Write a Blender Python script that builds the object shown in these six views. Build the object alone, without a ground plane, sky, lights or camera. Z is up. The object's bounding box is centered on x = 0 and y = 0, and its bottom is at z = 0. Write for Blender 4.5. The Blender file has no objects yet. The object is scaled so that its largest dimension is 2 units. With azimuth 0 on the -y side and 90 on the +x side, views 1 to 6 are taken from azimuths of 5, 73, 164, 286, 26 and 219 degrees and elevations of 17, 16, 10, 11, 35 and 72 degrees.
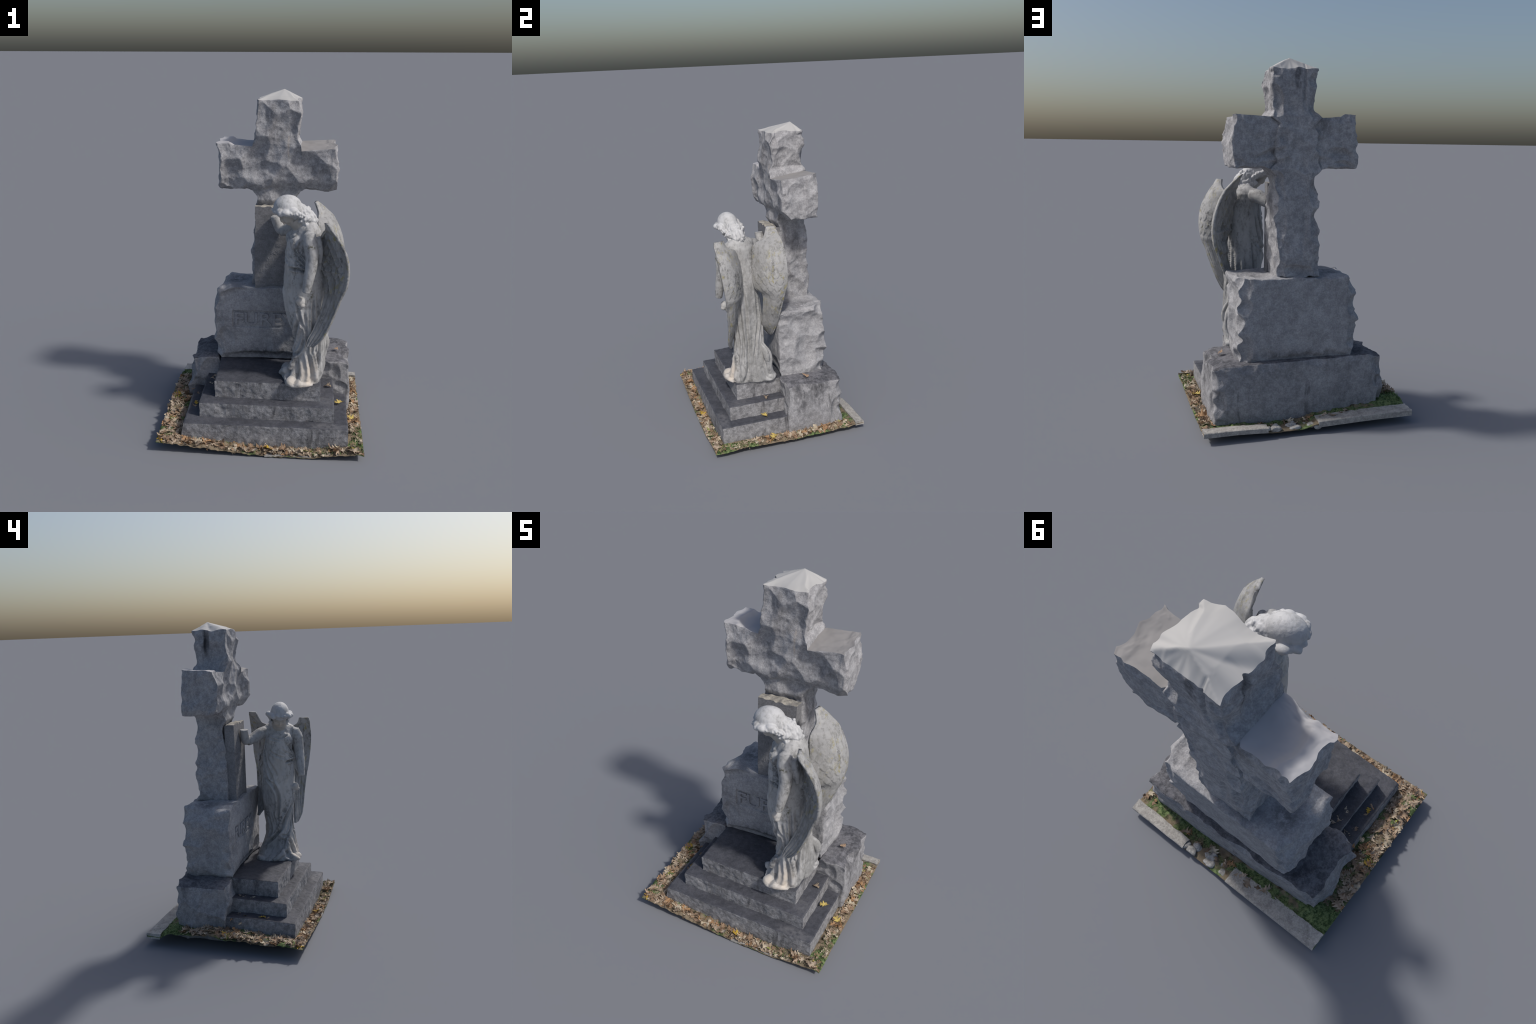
# Granite grave monument: rock-faced cross on stepped base, marble angel leaning on the tablet,
# square of leaf-strewn lawn with a kerb behind.  Everything is modelled in world metres.
import bpy, bmesh, math, random
import numpy as np
from mathutils import Vector, Matrix, kdtree

# ------------------------------------------------------------------ noise helpers
def _hash(ix, iy, iz, seed):
    h = (ix.astype(np.int64) * 374761393 + iy.astype(np.int64) * 668265263
         + iz.astype(np.int64) * 2147483647 + seed * 1274126177) & 0xffffffff
    h = ((h ^ (h >> 13)) * 1274126177) & 0xffffffff
    h = ((h ^ (h >> 16)) * 2246822519) & 0xffffffff
    return ((h ^ (h >> 15)) & 0xffffff) / float(0xffffff)

def vnoise(P, freq, seed=0):
    """smooth value noise, -1..1"""
    Q = np.asarray(P) * freq + 37.31
    I = np.floor(Q).astype(np.int64); f = Q - I
    f = f * f * f * (f * (f * 6 - 15) + 10)
    r = 0
    for dx in (0, 1):
        for dy in (0, 1):
            for dz in (0, 1):
                w = (f[:, 0] if dx else 1 - f[:, 0]) * (f[:, 1] if dy else 1 - f[:, 1]) * (f[:, 2] if dz else 1 - f[:, 2])
                r = r + w * _hash(I[:, 0] + dx, I[:, 1] + dy, I[:, 2] + dz, seed)
    return r * 2 - 1

def fbm(P, freq, octaves=4, seed=0, gain=.5):
    a, s, r = 1., 0., 0.
    for o in range(octaves):
        r = r + a * vnoise(P, freq * 2.03 ** o, seed + o * 17); s += a; a *= gain
    return r / s

def sstep(a, b, x):
    t = np.clip((x - a) / (b - a), 0, 1)
    return t * t * (3 - 2 * t)

# ------------------------------------------------------------------ materials
class Mat:
    """small helper around a node tree"""
    def __init__(self, name, rough=.85, spec=.3):
        self.m = bpy.data.materials.new(name); self.m.use_nodes = True
        self.t = self.m.node_tree; self.n = self.t.nodes; self.l = self.t.links
        self.b = self.n['Principled BSDF']
        self.b.inputs['Roughness'].default_value = rough
        self.b.inputs['Specular IOR Level'].default_value = spec
        self.co = self.n.new('ShaderNodeTexCoord').outputs['Object']
    def map(self, scale=(1, 1, 1), loc=(0, 0, 0)):
        k = self.n.new('ShaderNodeMapping'); k.inputs['Scale'].default_value = scale
        k.inputs['Location'].default_value = loc
        self.l.new(self.co, k.inputs['Vector']); return k.outputs['Vector']
    def noise(self, scale, detail=4, rough=.55, stretch=(1, 1, 1), loc=(0, 0, 0), dist=0):
        k = self.n.new('ShaderNodeTexNoise'); k.inputs['Scale'].default_value = scale
        k.inputs['Detail'].default_value = detail; k.inputs['Roughness'].default_value = rough
        k.inputs['Distortion'].default_value = dist
        self.l.new(self.map(stretch, loc), k.inputs['Vector']); return k.outputs['Fac']
    def voro(self, scale, feature='F1', out='Distance', stretch=(1, 1, 1)):
        k = self.n.new('ShaderNodeTexVoronoi'); k.feature = feature; k.inputs['Scale'].default_value = scale
        self.l.new(self.map(stretch), k.inputs['Vector']); return k.outputs[out]
    def ramp(self, fac, lo, hi, a=0., b=1.):
        k = self.n.new('ShaderNodeMapRange'); k.interpolation_type = 'SMOOTHSTEP'
        k.inputs['From Min'].default_value = lo; k.inputs['From Max'].default_value = hi
        k.inputs['To Min'].default_value = a; k.inputs['To Max'].default_value = b
        self.l.new(fac, k.inputs['Value']); return k.outputs['Result']
    def math(self, op, a, b):
        k = self.n.new('ShaderNodeMath'); k.operation = op; k.use_clamp = False
        for i, v in enumerate((a, b)):
            if isinstance(v, (int, float)): k.inputs[i].default_value = v
            else: self.l.new(v, k.inputs[i])
        return k.outputs[0]
    def mix(self, fac, a, b, mode='MIX'):
        k = self.n.new('ShaderNodeMix'); k.data_type = 'RGBA'; k.blend_type = mode; k.clamp_factor = True
        for s, v in ((k.inputs[0], fac), (k.inputs[6], a), (k.inputs[7], b)):
            if isinstance(v, (int, float)): s.default_value = v
            elif isinstance(v, tuple): s.default_value = (*v, 1)
            else: self.l.new(v, s)
        return k.outputs[2]
    def blob(self, c, r):
        """1 at the centre of an ellipsoid, 0 outside"""
        k = self.n.new('ShaderNodeVectorMath'); k.operation = 'SUBTRACT'; k.inputs[1].default_value = c
        self.l.new(self.co, k.inputs[0])
        d = self.n.new('ShaderNodeVectorMath'); d.operation = 'DIVIDE'; d.inputs[1].default_value = r
        self.l.new(k.outputs[0], d.inputs[0])
        e = self.n.new('ShaderNodeVectorMath'); e.operation = 'LENGTH'; self.l.new(d.outputs[0], e.inputs[0])
        return self.ramp(e.outputs['Value'], 1.0, .35)
    def colour(self, c): 
        if isinstance(c, tuple): self.b.inputs['Base Color'].default_value = (*c, 1)
        else: self.l.new(c, self.b.inputs['Base Color'])
    def bump(self, h, dist, strength=1.):
        k = self.n.new('ShaderNodeBump'); k.inputs['Distance'].default_value = dist
        k.inputs['Strength'].default_value = strength
        self.l.new(h, k.inputs['Height']); self.l.new(k.outputs[0], self.b.inputs['Normal'])

def granite(name, light, dark, mottle=.5, streak=0., stains=(), fine=1., bump=.004, rough=.9):
    m = Mat(name, rough)
    c = m.mix(m.ramp(m.noise(9, 6, .62), .36, .68), dark, light)
    g = m.ramp(m.noise(120, 3, .7), .35, .68, .86, 1.12)
    c = m.mix(mottle, c, m.mix(m.ramp(m.noise(34, 5, .7), .38, .62), tuple(.72 * v for v in dark), tuple(min(1, 1.12 * v) for v in light)))
    k = m.n.new('ShaderNodeVectorMath'); k.operation = 'SCALE'; m.l.new(c, k.inputs[0]); m.l.new(g, k.inputs['Scale']); c = k.outputs[0]
    if streak:
        s = m.math('MULTIPLY', m.ramp(m.noise(26, 4, .6, (1, 1, .16)), .50, .70), m.ramp(m.noise(5, 3, .5, loc=(3, 1, 7)), .42, .62))
        c = m.mix(m.math('MULTIPLY', s, streak), c, (.035, .036, .042))
    for (ctr, rad, col, amt) in stains:
        s = m.math('MULTIPLY', m.blob(ctr, rad), m.ramp(m.noise(40, 4, .65, (1, 1, .35)), .34, .60, .1, 1.))
        c = m.mix(m.math('MULTIPLY', s, amt), c, col)
    m.colour(c)
    h = m.math('ADD', m.noise(70, 6, .72), m.math('MULTIPLY', m.noise(230, 2, .6), .5))
    m.bump(h, bump * fine, .8)
    return m.m

# ------------------------------------------------------------------ mesh helpers
def new_mesh(name, V, F, mats, parent, face_mat=None, smooth=True, angle=None):
    me = bpy.data.meshes.new(name)
    me.from_pydata([tuple(v) for v in V], [], [tuple(f) for f in F])
    for m in (mats if isinstance(mats, (list, tuple)) else [mats]): me.materials.append(m)
    if face_mat is not None: me.polygons.foreach_set('material_index', np.asarray(face_mat, np.int32))
    me.polygons.foreach_set('use_smooth', np.full(len(me.polygons), smooth))
    if angle: me.set_sharp_from_angle(angle=math.radians(angle))
    me.update()
    ob = bpy.data.objects.new(name, me); bpy.context.scene.collection.objects.link(ob)
    ob.parent = parent
    return ob

DIRS = {'+x': (0, 1), '-x': (0, -1), '+y': (1, 1), '-y': (1, -1), '+z': (2, 1), '-z': (2, -1)}
def lattice(boxes, res, breaks=((), (), ())):
    """surface of a union of axis-aligned boxes on one fine lattice.
    returns vertices, quads, per-vertex flags by face direction, per-face direction name"""
    ax = []
    for k in range(3):
        br = sorted({round(b[2 * k + j], 5) for b in boxes for j in (0, 1)} | {round(v, 5) for v in breaks[k]}); c = [br[0]]
        for a, b in zip(br[:-1], br[1:]):
            n = max(1, int(round((b - a) / res))); c += list(np.linspace(a, b, n + 1)[1:])
        ax.append(np.array(c))
    mid = [(c[1:] + c[:-1]) / 2 for c in ax]
    X, Y, Z = np.meshgrid(*mid, indexing='ij'); occ = np.zeros(X.shape, bool)
    for b in boxes:
        occ |= (X > b[0]) & (X < b[1]) & (Y > b[2]) & (Y < b[3]) & (Z > b[4]) & (Z < b[5])
    pad = np.pad(occ, 1); core = pad[1:-1, 1:-1, 1:-1]
    quads, names = [], []
    for nm, (k, s) in DIRS.items():
        nb = np.roll(pad, -s, k)[1:-1, 1:-1, 1:-1]
        I = np.argwhere(core & ~nb)
        if not len(I): continue
        u, v = (k + 1) % 3, (k + 2) % 3
        base = I.copy(); base[:, k] += (s > 0)
        q = []
        for du, dv in ((0, 0), (1, 0), (1, 1), (0, 1)):
            t = base.copy(); t[:, u] += du; t[:, v] += dv; q.append(t)
        q = np.stack(q, 1)
        if s < 0: q = q[:, ::-1]
        quads.append(q); names += [nm] * len(q)
    Q = np.concatenate(quads)
    dims = [len(c) for c in ax]
    flat = (Q[..., 0] * dims[1] + Q[..., 1]) * dims[2] + Q[..., 2]
    uq, inv = np.unique(flat.ravel(), return_inverse=True)
    F = inv.reshape(-1, 4); names = np.array(names)
    V = np.stack([ax[0][uq // (dims[1] * dims[2])], ax[1][(uq // dims[2]) % dims[1]], ax[2][uq % dims[2]]], 1)
    flags = {}
    for nm in DIRS:
        fl = np.zeros(len(V), bool); fl[F[names == nm].ravel()] = True; flags[nm] = fl
    return V, F, flags, names

def scoops(seed, lo, hi, n, rr, dd, extra=()):
    """random chisel scoops on a rectangle: (u, v, radius_u, radius_v, depth, turn, tilt)"""
    R = random.Random(seed); out = []
    for _ in range(n):
        r = R.uniform(*rr); d = R.uniform(*dd)
        out.append((R.uniform(lo[0], hi[0]), R.uniform(lo[1], hi[1]), r * R.uniform(.8, 1.9), r * R.uniform(.6, 1.1), d, R.uniform(0, 3.14), R.uniform(-.9, .9)))
    return out + list(extra)

def edge_scoops(seed, axis, at, lo, hi, pitch=.085, ru=.055, dd=(.008, .020)):
    """bites along one arris: 'at' is the position across, the bites march along the other coordinate"""
    R = random.Random(seed); out = []; v = lo + R.uniform(0, pitch)
    while v < hi:
        h = pitch * R.uniform(.28, 1.0); d = R.uniform(*dd) * min(1.25, .45 + h / pitch); u = at + R.uniform(-.01, .01)
        e = (u, v, ru * R.uniform(.7, 1.5), h, d, R.uniform(-.35, .35), R.uniform(-.5, .5))
        out.append(e if axis == 0 else (v, u, h, e[2], d, e[5], e[6])); v += h * R.uniform(1.7, 2.5)
    return out

def facets(seed, lo, hi, pitch=.075, dd=(.004, .026), size=1.35):
    """conchoidal spalls covering a whole rectangle: jittered bowls wide enough to meet in crisp ridges"""
    R = random.Random(seed); out = []; nu = max(1, round((hi[0] - lo[0]) / pitch)); nv = max(1, round((hi[1] - lo[1]) / pitch))
    for i in range(-1, nu + 1):
        for j in range(-1, nv + 1):
            u = lo[0] + (i + .5 + R.uniform(-.42, .42)) * (hi[0] - lo[0]) / nu; v = lo[1] + (j + .5 + R.uniform(-.42, .42)) * (hi[1] - lo[1]) / nv
            r = pitch * size; st = R.uniform(.75, 1.4)
            out.append((u, v, r * st, r / st, R.uniform(*dd), R.uniform(0, 3.14), R.uniform(-1, 1)))
    return out

def scoop_depth(P, axis, S, seed=0, warp=.016):
    u, v = [k for k in range(3) if k != axis]
    U = P[:, u] + warp * fbm(P, 7, 4, seed + 3, .6); W = P[:, v] + warp * fbm(P, 7, 4, seed + 5, .6)
    D = np.zeros(len(P))
    for e in S:
        cu, cv, ru, rv, d, t = e[:6]; tl = e[6] if len(e) > 6 else 0.
        c, s = math.cos(t), math.sin(t); a = ((U - cu) * c + (W - cv) * s) / ru; b = (-(U - cu) * s + (W - cv) * c) / rv
        D = np.maximum(D, d * np.clip(1 - a * a - b * b, 0, 1) * (1 + tl * np.clip(b, -1, 1)))
    return D

def rough_block(boxes, res, faces, seed, grain=.0018, chip=0., breaks=((), (), ()), reach=.09, damp=None):
    """boxes with pitched (rock-faced) sides. faces: dir -> (scoop list, extra fbm amplitude).
    a face's relief also draws in the stone behind it (fading over 'reach') so that arrises stay clean"""
    V, F, flags, names = lattice(boxes, res, breaks); P0 = V.copy()
    if chip:        # arrises are knocked back unevenly
        nf = sum(f.astype(int) for f in flags.values()); E = P0[nf >= 2]
        kd_ = kdtree.KDTree(len(E)); [kd_.insert(p, i) for i, p in enumerate(E)]; kd_.balance()
    for nm, spec in faces.items():
        S, amp = spec[:2]; S2 = spec[2] if len(spec) > 2 else None
        k, s = DIRS[nm]; fl = flags[nm]; u, v = [a for a in range(3) if a != k]
        if not fl.any(): continue
        key = np.round(P0[:, u] * 1e5) * 10000019 + np.round(P0[:, v] * 1e5)
        for c in np.unique(np.round(P0[fl, k], 6)):
            on = fl & (np.abs(P0[:, k] - c) < 1e-5); back = (c - P0[:, k]) * s
            sel = np.where((back > -1e-6) & (back < reach) & np.isin(key, key[on]))[0]
            uk, first, inv = np.unique(key[sel], return_index=True, return_inverse=True)
            P = P0[sel[first]].copy(); P[:, k] = c
            d = scoop_depth(P, k, S, seed + k * 7 + s) + amp * fbm(P, 11, 5, seed + 11 + k * 3 + s) + grain * fbm(P, 55, 3, seed + 5)
            if S2: d = d + scoop_depth(P, k, S2, seed + 90 + k, .008)
            if damp and nm in damp: d = d * damp[nm](P, c)
            if chip:
                de = np.array([kd_.find(p)[2] for p in P]); d = d + chip * np.exp(-de / .012) * np.clip(.45 + .9 * fbm(P, 14, 3, seed + 40), 0, 1.3)
            V[sel, k] -= s * d[inv] * (1 - back[sel] / reach)
    return V, F, flags, names, P0

SC = bpy.context.scene
def empty(name, parent=None):
    o = bpy.data.objects.new(name, None); SC.collection.objects.link(o); o.parent = parent; return o

monument = empty('grave_monument')
monument['label'] = 'rough grey granite cross monument on stone steps with leafy lawn'
monument['category'] = 'gravestone'
angel = empty('angel_statue')
angel['label'] = 'weathered white marble angel with folded wings and broken hands'
angel['category'] = 'statue'

# ------------------------------------------------------------------ stone materials
DK = (.030, .031, .038)
G_CROSS = granite('rough_cross_granite', (.412, .410, .428), (.298, .297, .313), .42, .16, stains=(
    ((-.085, .207, 1.86), (.07, .034, .14), DK, 1.), ((-.10, .30, 1.64), (.06, .03, .10), DK, .45),
    ((.05, .30, 1.90), (.03, .03, .09), DK, .7), ((.02, .07, 1.86), (.05, .04, .1), DK, .35),
    ((.06, .06, 1.75), (.09, .04, .06), DK, .35), ((-.2, .06, 1.56), (.10, .05, .05), DK, .30),
    ((.30, .07, 1.55), (.11, .06, .05), DK, .30), ((.18, .22, 1.20), (.05, .05, .16), DK, .45),
    ((.42, .21, 1.64), (.04, .035, .07), DK, .45), ((.12, .07, 1.68), (.012, .05, .09), (.42, .36, .30), .5)))
G_MID = granite('rough_name_block_granite', (.408, .408, .426), (.305, .305, .321), .34, .14, stains=(
    ((.05, .02, .41), (.35, .04, .05), DK, .65), ((.05, .34, .40), (.4, .04, .035), DK, .35),
    ((-.2, .2, .84), (.10, .10, .05), DK, .55), ((.28, .2, .85), (.10, .12, .05), DK, .55)))
G_BASE = granite('rough_base_granite', (.365, .365, .381), (.252, .252, .266), .36, .62, stains=(
    ((.52, .10, .25), (.05, .06, .16), DK, .6), ((.52, .22, .27), (.05, .05, .14), DK, .6), ((.52, .15, .35), (.06, .2, .05), DK, .6), ((.5, -.02, .28), (.08, .06, .12), DK, .6),
    ((-.05, .4, .36), (.35, .04, .05), DK, .55)))
G_STEP = granite('step_riser_granite', (.340, .340, .355), (.195, .195, .207), .5, .8)
G_TREAD = granite('dark_step_tread', (.086, .089, .106), (.056, .059, .072), .3, 0., fine=.3, rough=.7, stains=(
    ((.40, -.40, .16), (.16, .05, .03), (.2, .2, .21), .45), ((.38, -.28, .25), (.08, .10, .03), (.16, .16, .17), .4)))
G_BASETOP = granite('dark_mottled_granite', (.19, .19, .208), (.085, .086, .098), .55, 0., fine=1.)
G_TAB = granite('tablet_granite', (.255, .253, .262), (.20, .20, .21), .3, 0., fine=.3, rough=.7)
G_TABTOP = granite('tablet_lichen_top', (.44, .41, .35), (.29, .28, .265), .5, 0.)

def plain_cap(name, a, b):
    m = Mat(name, .8, .25); m.colour(m.mix(m.ramp(m.noise(4, 2), .35, .65), a, b)); return m.m
CAP_TOP = plain_cap('pale_smooth_cap', (.43, .425, .418), (.465, .46, .455))
CAP_R = plain_cap('taupe_smooth_cap', (.255, .247, .245), (.29, .28, .278))
CAP_L = plain_cap('cool_smooth_cap', (.37, .365, .385), (.45, .445, .46))

# ------------------------------------------------------------------ cross
def c1(px, py): return (-.299 + (px - 688) * .000735, 1.681 - (py - 600) * .00076)   # helper: layout grid of the front face
def sc(px, py, r, d, k=1.): x, z = c1(px, py); return (x, z, r * .00075, r * .00075 * k, d, 0.)
front = [sc(1070, 290, 95, .030), sc(1065, 405, 85, .034), sc(1235, 300, 120, .026), sc(1295, 430, 85, .030), sc(1180, 500, 95, .034),
         sc(1265, 560, 80, .036), sc(800, 640, 105, .026), sc(755, 755, 85, .036), sc(835, 880, 80, .040), sc(930, 760, 95, .028), sc(960, 860, 85, .034),
         sc(715, 690, 50, .03), sc(1090, 640, 110, .022), sc(1170, 770, 130, .018), sc(1090, 850, 85, .030), sc(1395, 670, 110, .032), sc(1425, 815, 150, .042),
         sc(1560, 690, 85, .032), sc(1560, 820, 85, .036), sc(1590, 905, 70, .03), sc(1080, 960, 115, .034), sc(1235, 930, 105, .040), sc(1245, 650, 60, .04), sc(1330, 900, 70, .036)]
front = [(x, z, ru * 1.1, rv, d * .62, .5 * math.sin(40 * x + 9 * z), .8 * math.sin(90 * x + 50 * z)) for (x, z, ru, rv, d, _) in front]
cross_boxes = [(-.092, .198, .036, .306, .82, 1.95), (-.316, .430, .036, .300, 1.415, 1.692)]
side = lambda seed, lo, hi, n, d=(.006, .022), r=(.04, .085): scoops(seed, lo, hi, n, r, d)
def ends(seed):
    return facets(seed, (.04, .82), (.304, 1.95), .105, (.0, .034), 1.1) + edge_scoops(seed + 1, 0, .304, .84, 1.95, .085, .06, (.018, .034)) + edge_scoops(seed + 2, 0, .06, .84, 1.95, .085, .06, (.014, .030))
def shaft_damp(P, c):      # shaft flanks run clean into the arms
    if abs(c) > .25: return np.ones(len(P))
    return np.clip(np.minimum(np.abs(P[:, 2] - 1.692), np.abs(P[:, 2] - 1.415)) / .035, 0, 1)
def under_damp(P, c):
    return np.clip(np.minimum(np.abs(P[:, 0] + .092), np.abs(P[:, 0] - .198)) / .03, 0, 1)
V, F, flags, names, P0 = rough_block(cross_boxes, .0050, {
    '-y': (facets(5, (-.31, 1.42), (.41, 1.686), .122, (.0, .050), 1.2) + facets(25, (-.078, 1.686), (.18, 1.95), .100, (.0, .044), 1.2) + facets(26, (-.078, 1.30), (.18, 1.44), .080, (.004, .028), 1.2)
           + edge_scoops(3, 1, 1.44, -.3, .4, .09, .04, (.016, .030)) + edge_scoops(4, 1, 1.686, -.3, .4, .09, .04, (.012, .024)), .005, facets(61, (-.31, 1.3), (.41, 1.95), .050, (.0, .007), 1.2)),
    '+y': (scoops(6, (-.3, 1.45), (.4, 1.68), 6, (.05, .10), (.002, .008)) + scoops(16, (-.07, .85), (.17, 1.95), 12, (.04, .09), (.003, .012))
           + [(.20, 1.485, .10, .035, .018, -.35, .9), (-.19, 1.495, .09, .045, .020, .1, .9), (-.06, 1.45, .05, .05, .014, 0.), (.02, 1.06, .02, .14, .012, .1), (.0, 1.85, .012, .14, .014, 0.)]
           + edge_scoops(17, 0, -.08, .84, 1.43, .10, .05, (.012, .028)) + edge_scoops(18, 0, .18, .84, 1.43, .10, .05, (.010, .024)) + edge_scoops(19, 0, -.07, 1.69, 1.95, .09, .045, (.012, .026)) + edge_scoops(23, 0, .185, 1.69, 1.95, .09, .045, (.012, .026))
           + edge_scoops(27, 1, 1.44, -.3, .4, .10, .03, (.006, .016)) + edge_scoops(28, 1, 1.686, -.3, .4, .10, .03, (.006, .016)) + [(.03, .85, .14, .05, .024, .1, .5)], .004, facets(64, (-.31, .82), (.41, 1.95), .060, (.0, .005), 1.2)),
    '+x': (ends(7), .005, facets(62, (.04, .82), (.304, 1.95), .046, (.0, .009), 1.2)), '-x': (ends(8) + [(.205, 1.86, .022, .14, .040, .06, .2)], .005, facets(63, (.04, .82), (.304, 1.95), .046, (.0, .009), 1.2)),
    '-z': (facets(9, (-.302, .056), (.404, .302), .08, (.0, .012), 1.1) + edge_scoops(29, 1, .056, -.3, .4, .10, .08, (.012, .026)) + edge_scoops(24, 1, .302, -.3, .4, .10, .06, (.008, .018)), .005)}, 21, chip=.007, damp={'+x': shaft_damp, '-x': shaft_damp, '-z': under_damp})
# the shaft spreads at the foot and the head leans out to the right
w_ = np.clip((P0[:, 0] + .092) / .290, 0, 1); on = ((P0[:, 0] > -.0925) & (P0[:, 0] < .1985)).astype(float)
zz = P0[:, 2]; sl_ = np.interp(zz, [.82, .95, 1.1, 1.3, 1.44, 1.69, 1.75, 1.95], [-.022, -.022, -.008, 0, 0, 0, .008, .008]); sr_ = np.interp(zz, [.82, 1.1, 1.3, 1.44, 1.69, 1.78, 1.95], [-.010, -.006, -.006, 0, 0, .006, .011])
V[:, 0] += on * (sl_ * (1 - w_) + sr_ * w_)
V[:, 1] += sstep(.08, .29, P0[:, 1]) * np.interp(zz, [.82, .95, 1.1, 1.3, 1.69, 1.75, 1.95], [.016, .016, .010, .004, .002, -.008, -.008]) + sstep(.2, .05, P0[:, 1]) * (-.003 * np.maximum(sstep(.12, .26, P0[:, 0]), sstep(-.02, -.16, P0[:, 0]))) * (zz > 1.405) + sstep(.2, .05, P0[:, 1]) * (.034 * sstep(1.50, 1.40, zz) + .020 * sstep(1.37, 1.32, zz))
# cap shapes: crown rises to an off-centre apex with radial pleats, arm tops sag
apex = np.array([.075, .250]); ctr = np.array([.048, .18])
def ramp_down(z, z0): return np.clip(1 - (z0 - z) / .09, 0, 1)
top = flags['+z'] & (P0[:, 2] > 1.94); near = P0[:, 2] > 1.86
d = P0[:, :2] - apex
tx = np.where(d[:, 0] > 0, (.198 - apex[0]), (apex[0] + .092)); ty = np.where(d[:, 1] > 0, .306 - apex[1], apex[1] - .036)
rho = np.maximum(np.abs(d[:, 0]) / tx, np.abs(d[:, 1]) / ty); th = np.arctan2(d[:, 1], d[:, 0])
ring = np.stack([np.cos(th) * 1.0, np.sin(th) * 1.0, 0 * th], 1)
rim = 1.942 + .012 * vnoise(ring, 2.1, 4) + .005 * vnoise(ring, 4.5, 9)
crown = rim * rho + 2.0 * (1 - rho) - .010 * rho * (1 - rho)
V[near, 2] += ((crown - 1.95) * ramp_down(P0[:, 2], 1.95))[near]
p = P0; right = p[:, 0] > .1
yy = (p[:, 1] - .036) / .270; xx = np.where(right, (p[:, 0] - .198) / .234, (-.092 - p[:, 0]) / .234)
zR = 1.664 + .030 * yy + .010 * xx - .003 * np.sin(np.pi * np.clip(yy, 0, 1)) * np.sin(np.pi * np.clip(xx, 0, 1)) + .008 * fbm(p * [1, 1, 0], 10, 4, 3)
zL = 1.682 + .013 * yy + .014 * sstep(.45, .62, xx + .15 * vnoise(p * [1, 1, 0], 9, 2)) - .008 * np.sin(np.pi * np.clip(yy, 0, 1)) * np.sin(np.pi * np.clip(xx * 1.6, 0, 1)) + .009 * fbm(p * [1, 1, 0], 12, 4, 5)
arm = (xx > -1e-4) & (p[:, 2] > 1.602) & (p[:, 2] < 1.6925)
V[arm, 2] += ((np.where(right, zR, zL) - 1.692) * ramp_down(p[:, 2], 1.692))[arm]
fm = np.zeros(len(F), int)
cap = names == '+z'; fc = P0[F].mean(1)
grp = np.where(cap & (fc[:, 2] > 1.9), 1, np.where(cap & (fc[:, 0] > .1), 2, np.where(cap, 3, 0)))
def submesh(name, sel, mat, parent, angle=None):
    f = F[sel]; u, inv = np.unique(f.ravel(), return_inverse=True)
    return new_mesh(name, V[u], inv.reshape(-1, 4), mat, parent, angle=angle)
cross = submesh('cross', grp == 0, G_CROSS, monument)
submesh('crown_cap', grp == 1, CAP_TOP, cross); submesh('arm_cap', grp == 2, CAP_R, cross); submesh('arm_cap', grp == 3, CAP_L, cross)

# ------------------------------------------------------------------ name block with lettering
PAN = (-.206, .205, .577, .687)
mb = (-.342, .398, .010, .341, .362, .842)
V, F, flags, names, P0 = rough_block([mb], .0058, {
    '-y': (scoops(31, (-.3, .37), (.37, .83), 6, (.06, .12), (.003, .009)) + [(-.26, .50, .06, .08, .020, .5, .6), (.05, .36, .42, .060, .030, 0., .4), (-.2, .80, .14, .05, .020, .2, .5), (.28, .42, .10, .06, .03, 0.)] + edge_scoops(38, 0, -.32, .38, .82, .12, .05, (.008, .02)), .005),
    '+y': (scoops(32, (-.3, .37), (.37, .83), 3, (.06, .1), (.001, .003)) + [(.03, .36, .45, .04, .014, 0., .5)] + edge_scoops(36, 0, .37, .38, .82, .12, .06, (.014, .03)) + edge_scoops(37, 0, -.33, .38, .82, .10, .06, (.014, .03)) + edge_scoops(45, 1, .372, -.32, .37, .12, .05, (.006, .018)), .003),
    '+x': (facets(33, (.006, .37), (.34, .83), .115, (.0, .034), 1.1) + edge_scoops(39, 0, .34, .38, .82, .10, .07, (.024, .046)) + edge_scoops(42, 0, .01, .38, .82, .10, .07, (.020, .040)), .005, facets(65, (.0, .36), (.34, .84), .05, (.0, .012), 1.2)),
    '-x': (facets(34, (.006, .37), (.34, .83), .125, (.0, .044), 1.1) + edge_scoops(43, 0, .34, .38, .82, .10, .07, (.024, .048)) + edge_scoops(44, 0, .01, .38, .82, .11, .07, (.022, .046)), .005, facets(66, (.0, .36), (.34, .84), .05, (.0, .012), 1.2)),
    '+z': (facets(35, (-.33, .0), (.38, .34), .09, (.0, .024), 1.1) + edge_scoops(46, 1, .342, -.32, .37, .12, .06, (.004, .014)), .006)}, 41, chip=.006, breaks=((PAN[0], PAN[0] + .0015, PAN[1] - .0015, PAN[1]), (), (PAN[2], PAN[2] + .0015, PAN[3] - .0015, PAN[3])))
kl = np.clip(1 - (P0[:, 0] + .342) / .12, 0, 1)
V[:, 0] += kl * np.interp(P0[:, 2], [.36, .44, .70, .78, .84], [.030, .006, .0, .020, .030])
V[:, 2] -= .014 * sstep(-.15, -.32, P0[:, 0]) * np.clip((P0[:, 2] - .70) / .14, 0, 1) * (.4 + .6 * P0[:, 1] / .34)
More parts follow.
